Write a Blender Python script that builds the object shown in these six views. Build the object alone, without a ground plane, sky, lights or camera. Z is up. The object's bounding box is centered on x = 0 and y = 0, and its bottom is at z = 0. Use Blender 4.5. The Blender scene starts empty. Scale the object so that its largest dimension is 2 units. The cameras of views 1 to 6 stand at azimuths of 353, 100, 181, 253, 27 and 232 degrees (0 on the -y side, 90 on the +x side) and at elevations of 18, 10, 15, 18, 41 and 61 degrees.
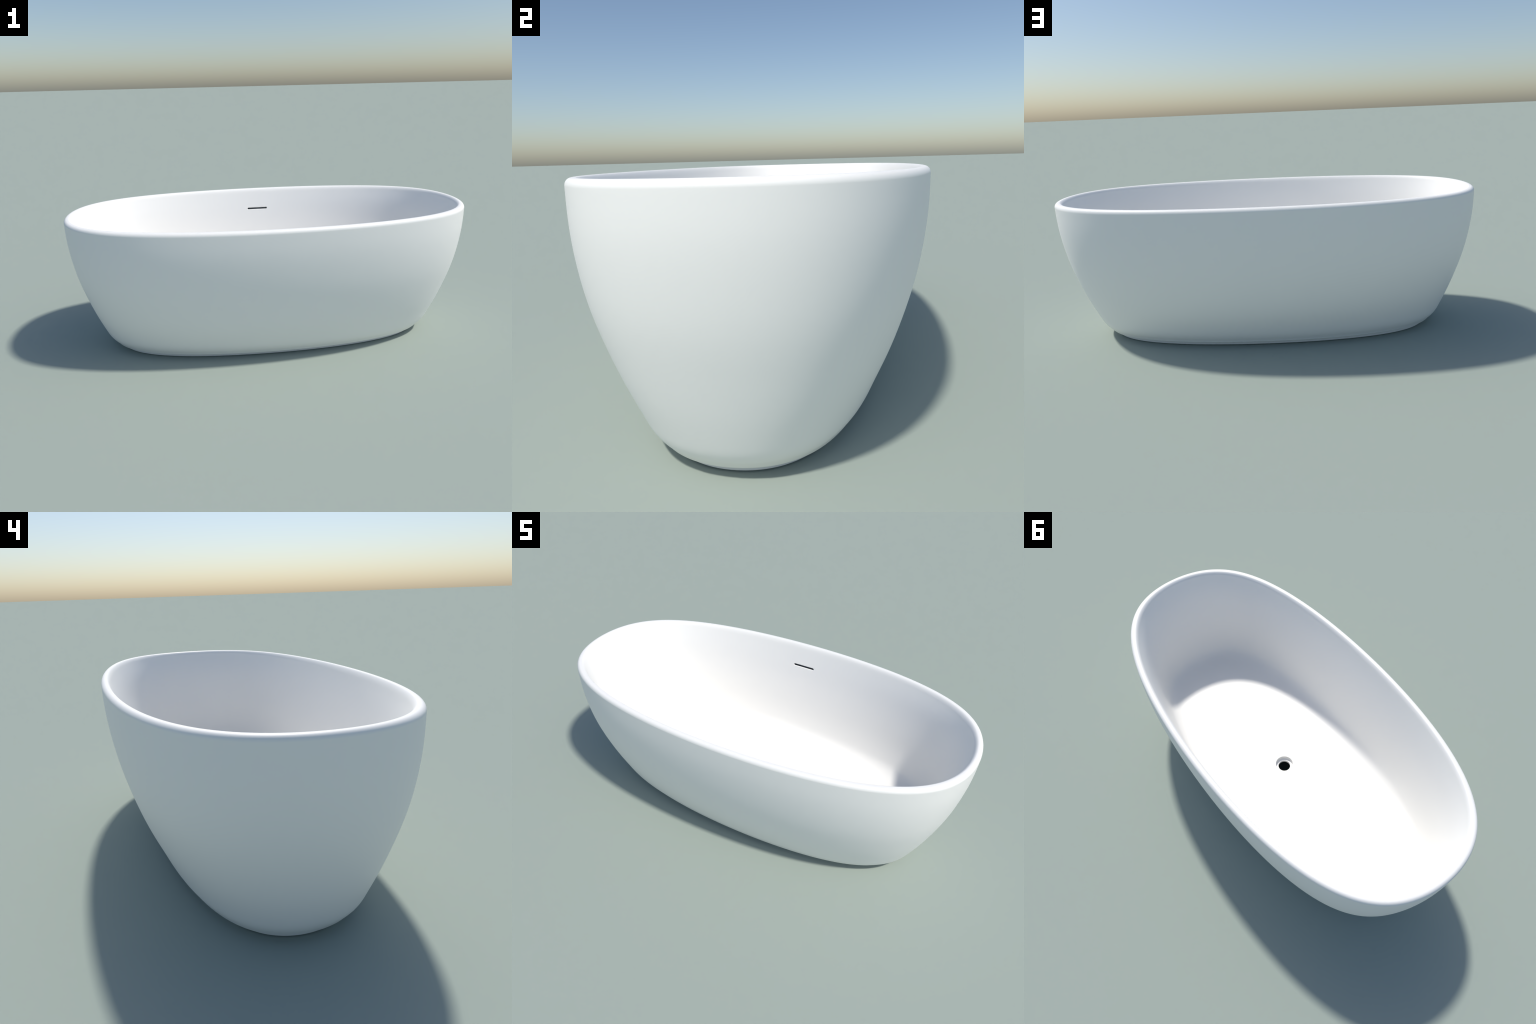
"""Freestanding oval bathtub: lofted shell, rounded rim, deep basin, recessed foot,
overflow slot in the back wall and a stepped drain in the middle of the floor."""
import math
import bpy
import numpy as np

# ------------------------------------------------------------------ sizes (metres)
COLUMNS = 512          # samples round the oval
HEIGHT = 0.6825         # top of the rim
RIM_OUTER_R = 0.016    # rounding of the outer rim edge
RIM_INNER_R = 0.021    # rounding of the inner rim edge at the ends
RIM_INNER_SIDE_R = 0.016   # and along the sides
FLOOR_Z = 0.162        # basin floor at the drain

# outer wall: height, half length, half width, and the squareness of the oval
# along its length and across its width (third harmonics of the plan curve)
OUTER = np.array([
    (0.0180, 0.7970, 0.3075, -0.0485, 0.0000),
    (0.0210, 0.8085, 0.3195, -0.0495, -0.0002),
    (0.0300, 0.8225, 0.3315, -0.0510, -0.0006),
    (0.0500, 0.8400, 0.3445, -0.0550, -0.0014),
    (0.1000, 0.8685, 0.3702, -0.0610, -0.0033),
    (0.1800, 0.9005, 0.4057, -0.0660, -0.0050),
    (0.2800, 0.9350, 0.4403, -0.0645, -0.0010),
    (0.3800, 0.9648, 0.4672, -0.0590, 0.0047),
    (0.4800, 0.9850, 0.4860, -0.0575, 0.0064),
    (0.5800, 0.9972, 0.4972, -0.0583, 0.0048),
    (0.6650, 1.0000, 0.5000, -0.0590, 0.0032)])

# basin wall, rim to floor: the same columns
INNER = np.array([
    (0.6590, 0.9620, 0.4650, -0.0560, 0.0020),
    (0.6000, 0.9425, 0.4550, -0.0555, 0.0010),
    (0.5000, 0.9200, 0.4415, -0.0580, 0.0010),
    (0.4000, 0.9020, 0.4270, -0.0640, 0.0000),
    (0.3000, 0.8860, 0.4115, -0.0750, -0.0030),
    (0.2400, 0.8730, 0.3980, -0.0810, -0.0060),
    (0.2000, 0.8560, 0.3800, -0.0850, -0.0080),
    (0.1780, 0.8310, 0.3500, -0.0850, -0.0090),
    (0.1680, 0.7900, 0.3090, -0.0800, -0.0090),
    (0.1650, 0.7150, 0.2500, -0.0670, -0.0080),
    (0.1640, 0.5500, 0.1800, -0.0400, -0.0050),
    (0.1630, 0.3000, 0.1200, -0.0200, -0.0020),
    (0.1622, 0.1300, 0.0850, -0.0050, 0.0000),
    (0.1620, 0.0650, 0.0620, 0.0000, 0.0000)])

FOOT_A, FOOT_B, FOOT_P, FOOT_Q, FOOT_H = 0.7890, 0.2970, -0.0450, 0.0020, 0.0180
DRAIN_R, DRAIN_DEPTH = 0.0450, 0.021
BORE_R, BORE_DEPTH = 0.0310, 0.0125
SLOT_Z, SLOT_LEN, SLOT_H = 0.5665, 0.115, 0.0094
SLOT_LIP, SLOT_DEPTH = 0.0035, 0.0038


# ------------------------------------------------------------------ small maths
def spline(knots, values, at):
    """natural cubic spline, values may have several columns"""
    knots, values, at = np.asarray(knots), np.asarray(values), np.asarray(at)
    n, h = len(knots), np.diff(knots)
    if values.ndim == 1:
        values = values[:, None]
    m_a, m_b = np.eye(n), np.zeros((n, values.shape[1]))
    slope = np.diff(values, axis=0) / h[:, None]
    for i in range(1, n - 1):
        m_a[i, i - 1:i + 2] = h[i - 1], 2 * (h[i - 1] + h[i]), h[i]
        m_b[i] = 6 * (slope[i] - slope[i - 1])
    m = np.linalg.solve(m_a, m_b)
    j = np.clip(np.searchsorted(knots, at) - 1, 0, n - 2)
    t, hj = (at - knots[j])[:, None], h[j][:, None]
    return (values[j] + t * (slope[j] - hj * (2 * m[j] + m[j + 1]) / 6)
            + m[j] / 2 * t ** 2 + (m[j + 1] - m[j]) / (6 * hj) * t ** 3)


def oval(a, b, p, q, theta):
    """plan curve: an ellipse squared off by a third harmonic; reaches a and b on the axes"""
    return ((a - p) * np.cos(theta) + p * np.cos(3 * theta),
            (b + q) * np.sin(theta) + q * np.sin(3 * theta))


def even_angles(count):
    """angles that walk round the middle oval in even steps"""
    fine = np.linspace(0, math.pi / 2, 4001)
    x, y = oval(0.97, 0.47, -0.06, 0.003, fine)
    length = np.r_[0, np.cumsum(np.hypot(np.diff(x), np.diff(y)))]
    quarter = np.interp(np.linspace(0, length[-1], count // 4 + 1), length, fine)[:-1]
    return np.concatenate([quarter, math.pi - np.r_[math.pi / 2, quarter[:0:-1]],
                           math.pi + quarter, 2 * math.pi - np.r_[math.pi / 2, quarter[:0:-1]]])


THETA = even_angles(COLUMNS)


# ------------------------------------------------------------------ profile rows
def outer_rows():
    z = np.concatenate([np.linspace(OUTER[0, 0], 0.05, 14)[:-1], np.linspace(0.05, OUTER[-1, 0], 60)])
    abn = spline(OUTER[:, 0], OUTER[:, 1:], z)
    rows = np.c_[z, abn]
    # the shell turns under, over the foot
    under = []
    z0, a0, b0, p0, q0 = rows[0]
    for k in range(1, 9):
        t = k / 8
        under.append((z0 - 0.0015 * math.sin(t * math.pi / 2), a0 - 0.035 * t, b0 - 0.035 * t, p0, q0))
    return np.vstack([np.array(under)[::-1], rows])


def rim_rows():
    z0, a0, b0, p0, q0 = OUTER[-1]
    z1, a1, b1, p1, q1 = INNER[0]
    rows = []
    ro = HEIGHT - z0
    for k in range(1, 11):                      # outer rounding
        p = k / 10 * math.pi / 2
        rows.append((z0 + ro * math.sin(p), a0 - RIM_OUTER_R * (1 - math.cos(p)),
                     b0 - RIM_OUTER_R * (1 - math.cos(p)), p0, q0))
    start = math.radians(28)                    # the roll meets the wall at its own slope
    ri = (HEIGHT - z1) / (1 - math.sin(start))
    for k in range(0, 12):                      # inner rounding
        p = start + (math.pi / 2 - start) * (1 - k / 12)
        inset = math.cos(start) - math.cos(p)
        rows.append((z1 + ri * (math.sin(p) - math.sin(start)), a1 + RIM_INNER_R * inset,
                     b1 + RIM_INNER_SIDE_R * inset, p1, q1))
    return np.array(rows)


def inner_rows():
    step = np.hypot(np.diff(INNER[:, 0]), 0.5 * (np.abs(np.diff(INNER[:, 1])) + np.abs(np.diff(INNER[:, 2]))))
    s = np.r_[0, np.cumsum(step)]
    return spline(s, INNER, np.linspace(0, s[-1], 110))


# ------------------------------------------------------------------ mesh helpers
def loft(rows):
    pts = []
    for z, a, b, p, q in rows:
        x, y = oval(a, b, p, q, THETA)
        pts.append(np.c_[x, y, np.full_like(x, z)])
    return np.array(pts)


def make_object(name, verts, faces, material, parent, normals=None, angle=None):
    mesh = bpy.data.meshes.new(name)
    mesh.from_pydata([tuple(v) for v in verts], [], [tuple(f) for f in faces])
    mesh.materials.append(material)
    mesh.update()
    mesh.shade_smooth()
    if angle is not None:
        mesh.set_sharp_from_angle(angle=math.radians(angle))
    if normals is not None:
        mesh.normals_split_custom_set_from_vertices([tuple(n) for n in normals])
    ob = bpy.data.objects.new(name, mesh)
    ob.parent = parent
    bpy.context.scene.collection.objects.link(ob)
    return ob


def grid_normals(grid):
    """unit normals of the closed-round grid, pointing out of the material"""
    du = np.roll(grid, -1, 1) - np.roll(grid, 1, 1)
    dv = np.gradient(grid, axis=0)
    n = np.cross(du, dv)
    return n / np.maximum(np.linalg.norm(n, axis=2, keepdims=True), 1e-12)


def strip_faces(first, last, offset=0, skip=()):
    out = []
    for i in range(first, last):
        for j in range(COLUMNS):
            if (i, j) in skip:
                continue
            k = (j + 1) % COLUMNS
            r0, r1 = (i - offset) * COLUMNS, (i + 1 - offset) * COLUMNS
            out.append((r0 + j, r0 + k, r1 + k, r1 + j))
    return out


def ring_surface(loops, close_last=False):
    """bridge loops of equal length; a last loop may be capped"""
    m = len(loops[0])
    verts = np.concatenate(loops)
    faces = [(i * m + j, i * m + (j + 1) % m, (i + 1) * m + (j + 1) % m, (i + 1) * m + j)
             for i in range(len(loops) - 1) for j in range(m)]
    if close_last:
        faces.append(tuple(range((len(loops) - 1) * m, len(loops) * m)))
    return verts, faces


# ------------------------------------------------------------------ materials
def white_material(name, tint):
    """cast mineral composite: matt white with a barely visible cloudiness and grain"""
    m = bpy.data.materials.new(name)
    m.use_nodes = True
    nt = m.node_tree
    bsdf = nt.nodes["Principled BSDF"]
    co = nt.nodes.new("ShaderNodeTexCoord")
    cloud = nt.nodes.new("ShaderNodeTexNoise")
    cloud.inputs["Scale"].default_value = 3.0
    cloud.inputs["Detail"].default_value = 3.0
    ramp = nt.nodes.new("ShaderNodeValToRGB")
    ramp.color_ramp.elements[0].position = 0.3
    ramp.color_ramp.elements[1].position = 0.7
    ramp.color_ramp.elements[0].color = tuple(c * 0.994 for c in tint) + (1,)
    ramp.color_ramp.elements[1].color = tuple(tint) + (1,)
    nt.links.new(co.outputs["Object"], cloud.inputs["Vector"])
    nt.links.new(cloud.outputs["Fac"], ramp.inputs["Fac"])
    nt.links.new(ramp.outputs["Color"], bsdf.inputs["Base Color"])
    bsdf.inputs["Roughness"].default_value = 0.5
    bsdf.inputs["Specular IOR Level"].default_value = 0.5
    return m


WHITE = white_material("matt_white_composite", (0.905, 0.893, 0.852))

# ------------------------------------------------------------------ the tub
tub = bpy.data.objects.new("bathtub", None)
bpy.context.scene.collection.objects.link(tub)
tub["label"] = "freestanding oval white bathtub with thin rounded rim"
tub["category"] = "bathtub"

ro, rr, ri = outer_rows(), rim_rows(), inner_rows()
rows = np.vstack([ro, rr, ri])
grid = loft(rows)
normal = grid_normals(grid)
rim_from, rim_to, last = len(ro) - 1, len(ro) + len(rr), len(rows) - 1


def part(name, first, end, extra_verts=(), extra_normals=(), extra_faces=(), skip=()):
    v = grid[first:end + 1].reshape(-1, 3)
    n = normal[first:end + 1].reshape(-1, 3)
    f = strip_faces(first, end, first, skip) + list(extra_faces)
    if len(extra_verts):
        v, n = np.vstack([v, extra_verts]), np.vstack([n, extra_normals])
    return make_object(name, v, f, WHITE, tub, normals=n)


part("outer_wall", 0, rim_from)
part("rim", rim_from, rim_to)

# ---- basin with an opening for the overflow slot in the +y wall
base = rim_to
inside = {}
for i in range(base, last + 1):
    for j in range(COLUMNS):
        x, y, z = grid[i, j]
        if y > 0.3 and abs(x) < SLOT_LEN / 2 + 0.028 and abs(z - SLOT_Z) < 0.024:
            inside[(i, j)] = True
i_lo, i_hi = min(k[0] for k in inside), max(k[0] for k in inside)
j_lo, j_hi = min(k[1] for k in inside), max(k[1] for k in inside)
skip = {(i, j) for i in range(i_lo, i_hi) for j in range(j_lo, j_hi)}
border = ([(i_lo, j) for j in range(j_lo, j_hi)] + [(i, j_hi) for i in range(i_lo, i_hi)]
          + [(i_hi, j) for j in range(j_hi, j_lo, -1)] + [(i, j_lo) for i in range(i_hi, i_lo, -1)])

wall_z = grid[base:, 0, 2]
order = np.argsort(wall_z)


def wall_y(x, z):
    """y of the basin wall; x is walked back to its plan angle by Newton steps"""
    x, z = np.broadcast_arrays(np.asarray(x, float), np.asarray(z, float))
    a, b, p, q = (np.interp(z, wall_z[order], rows[base:, c][order]) for c in (1, 2, 3, 4))
    t = np.arccos(np.clip(x / a, -1, 1))
    for _ in range(12):
        f = (a - p) * np.cos(t) + p * np.cos(3 * t) - x
        t = t + f / ((a - p) * np.sin(t) + 3 * p * np.sin(3 * t))
    return (b + q) * np.sin(t) + q * np.sin(3 * t)


def wall_normal(x, z):
    e = 2e-3
    gx = (wall_y(x + e, z) - wall_y(x - e, z)) / (2 * e)
    gz = (wall_y(x, z + e) - wall_y(x, z - e)) / (2 * e)
    n = np.stack([gx, -np.ones_like(gx), gz], -1)
    return n / np.linalg.norm(n, axis=-1, keepdims=True)


def stadium(px, pz, length, height):
    """point of the slot outline that lies toward (px, pz)"""
    half = length / 2 - height / 2
    cx = np.clip(px, -half, half)
    dx, dz = px - cx, pz
    d = np.maximum(np.hypot(dx, dz), 1e-9)
    return cx + dx / d * height / 2, dz / d * height / 2


bx = np.array([grid[i, j, 0] for i, j in border])
bz = np.array([grid[i, j, 2] for i, j in border]) - SLOT_Z
outer_l, outer_h = SLOT_LEN + 2 * SLOT_LIP, SLOT_H + 2 * SLOT_LIP
mouth_x, mouth_z = stadium(bx, bz, outer_l, outer_h)
extra_v, extra_n, extra_f = [], [], []
STEPS = 4
count = len(border)
n_grid = (last - base + 1) * COLUMNS
index = [[(i - base) * COLUMNS + j for i, j in border]]
for k in range(1, STEPS + 1):
    t = k / STEPS
    x, z = bx + (mouth_x - bx) * t, SLOT_Z + bz + (mouth_z - bz) * t
    start = n_grid + len(extra_v)
    extra_v += list(np.c_[x, wall_y(x, z), z])
    extra_n += list(wall_normal(x, z))
    index.append(list(range(start, start + count)))
for l0, l1 in zip(index, index[1:]):
    for c in range(count):
        d = (c + 1) % count
        extra_f.append((l0[c], l0[d], l1[d], l1[c]))
basin = part("basin", base, last, np.array(extra_v), np.array(extra_n), extra_f, skip)

# overflow slot: rounded lip and a short tunnel into the hollow between the walls
direction = wall_normal(np.array([0.0]), np.array([SLOT_Z]))[0]
loops = []
# the lip keeps the wall's own slope at the mouth
for k in range(6):
    p = k / 5 * math.pi / 2
    x, z = stadium(bx, bz, outer_l - 2 * SLOT_LIP * math.sin(p), outer_h - 2 * SLOT_LIP * math.sin(p))
    loops.append(np.c_[x, wall_y(x, SLOT_Z + z), SLOT_Z + z] - direction * SLOT_LIP * (1 - math.cos(p)))
loops.append(loops[-1] - direction * (SLOT_DEPTH - SLOT_LIP))
v, f = ring_surface(loops)
make_object("overflow_slot", v, f, WHITE, basin, angle=60)

# ---- drain: step down, ledge, and an open bore
ring_a = THETA
cz = grid[last, 0, 2]


def circle(r, z):
    x, y = oval(r, r, 0.0, 0.0, ring_a)
    return np.c_[x, y, np.full_like(x, z)]


e = 0.0012
floor_edge = grid[last].copy()
loops = [floor_edge, circle(0.052, cz - 0.0001), circle(DRAIN_R + e, cz - 0.0002),
         circle(DRAIN_R + e * 0.3, cz - e * 0.3), circle(DRAIN_R, cz - e),
         circle(DRAIN_R, cz - DRAIN_DEPTH + e), circle(DRAIN_R - e * 0.3, cz - DRAIN_DEPTH + e * 0.3),
         circle(DRAIN_R - e, cz - DRAIN_DEPTH), circle(BORE_R + e, cz - DRAIN_DEPTH),
         circle(BORE_R + e * 0.3, cz - DRAIN_DEPTH - e * 0.3), circle(BORE_R, cz - DRAIN_DEPTH - e),
         circle(BORE_R, cz - DRAIN_DEPTH - BORE_DEPTH)]
v, f = ring_surface(loops)
drain = make_object("drain", v, f, WHITE, basin, angle=40)

# ---- recessed foot under the shell
def foot_ring(inset, z):
    x, y = oval(FOOT_A - inset, FOOT_B - inset, FOOT_P, FOOT_Q, THETA)
    return np.c_[x, y, np.full_like(x, z)]


loops = [foot_ring(0.0, FOOT_H), foot_ring(0.0, 0.0015), foot_ring(0.0005, 0.0004), foot_ring(0.0015, 0.0)]
loops.append(foot_ring(0.05, 0.0))
v, f = ring_surface(loops)
make_object("foot_base", v, [tuple(reversed(q)) for q in f], WHITE, tub, angle=50)
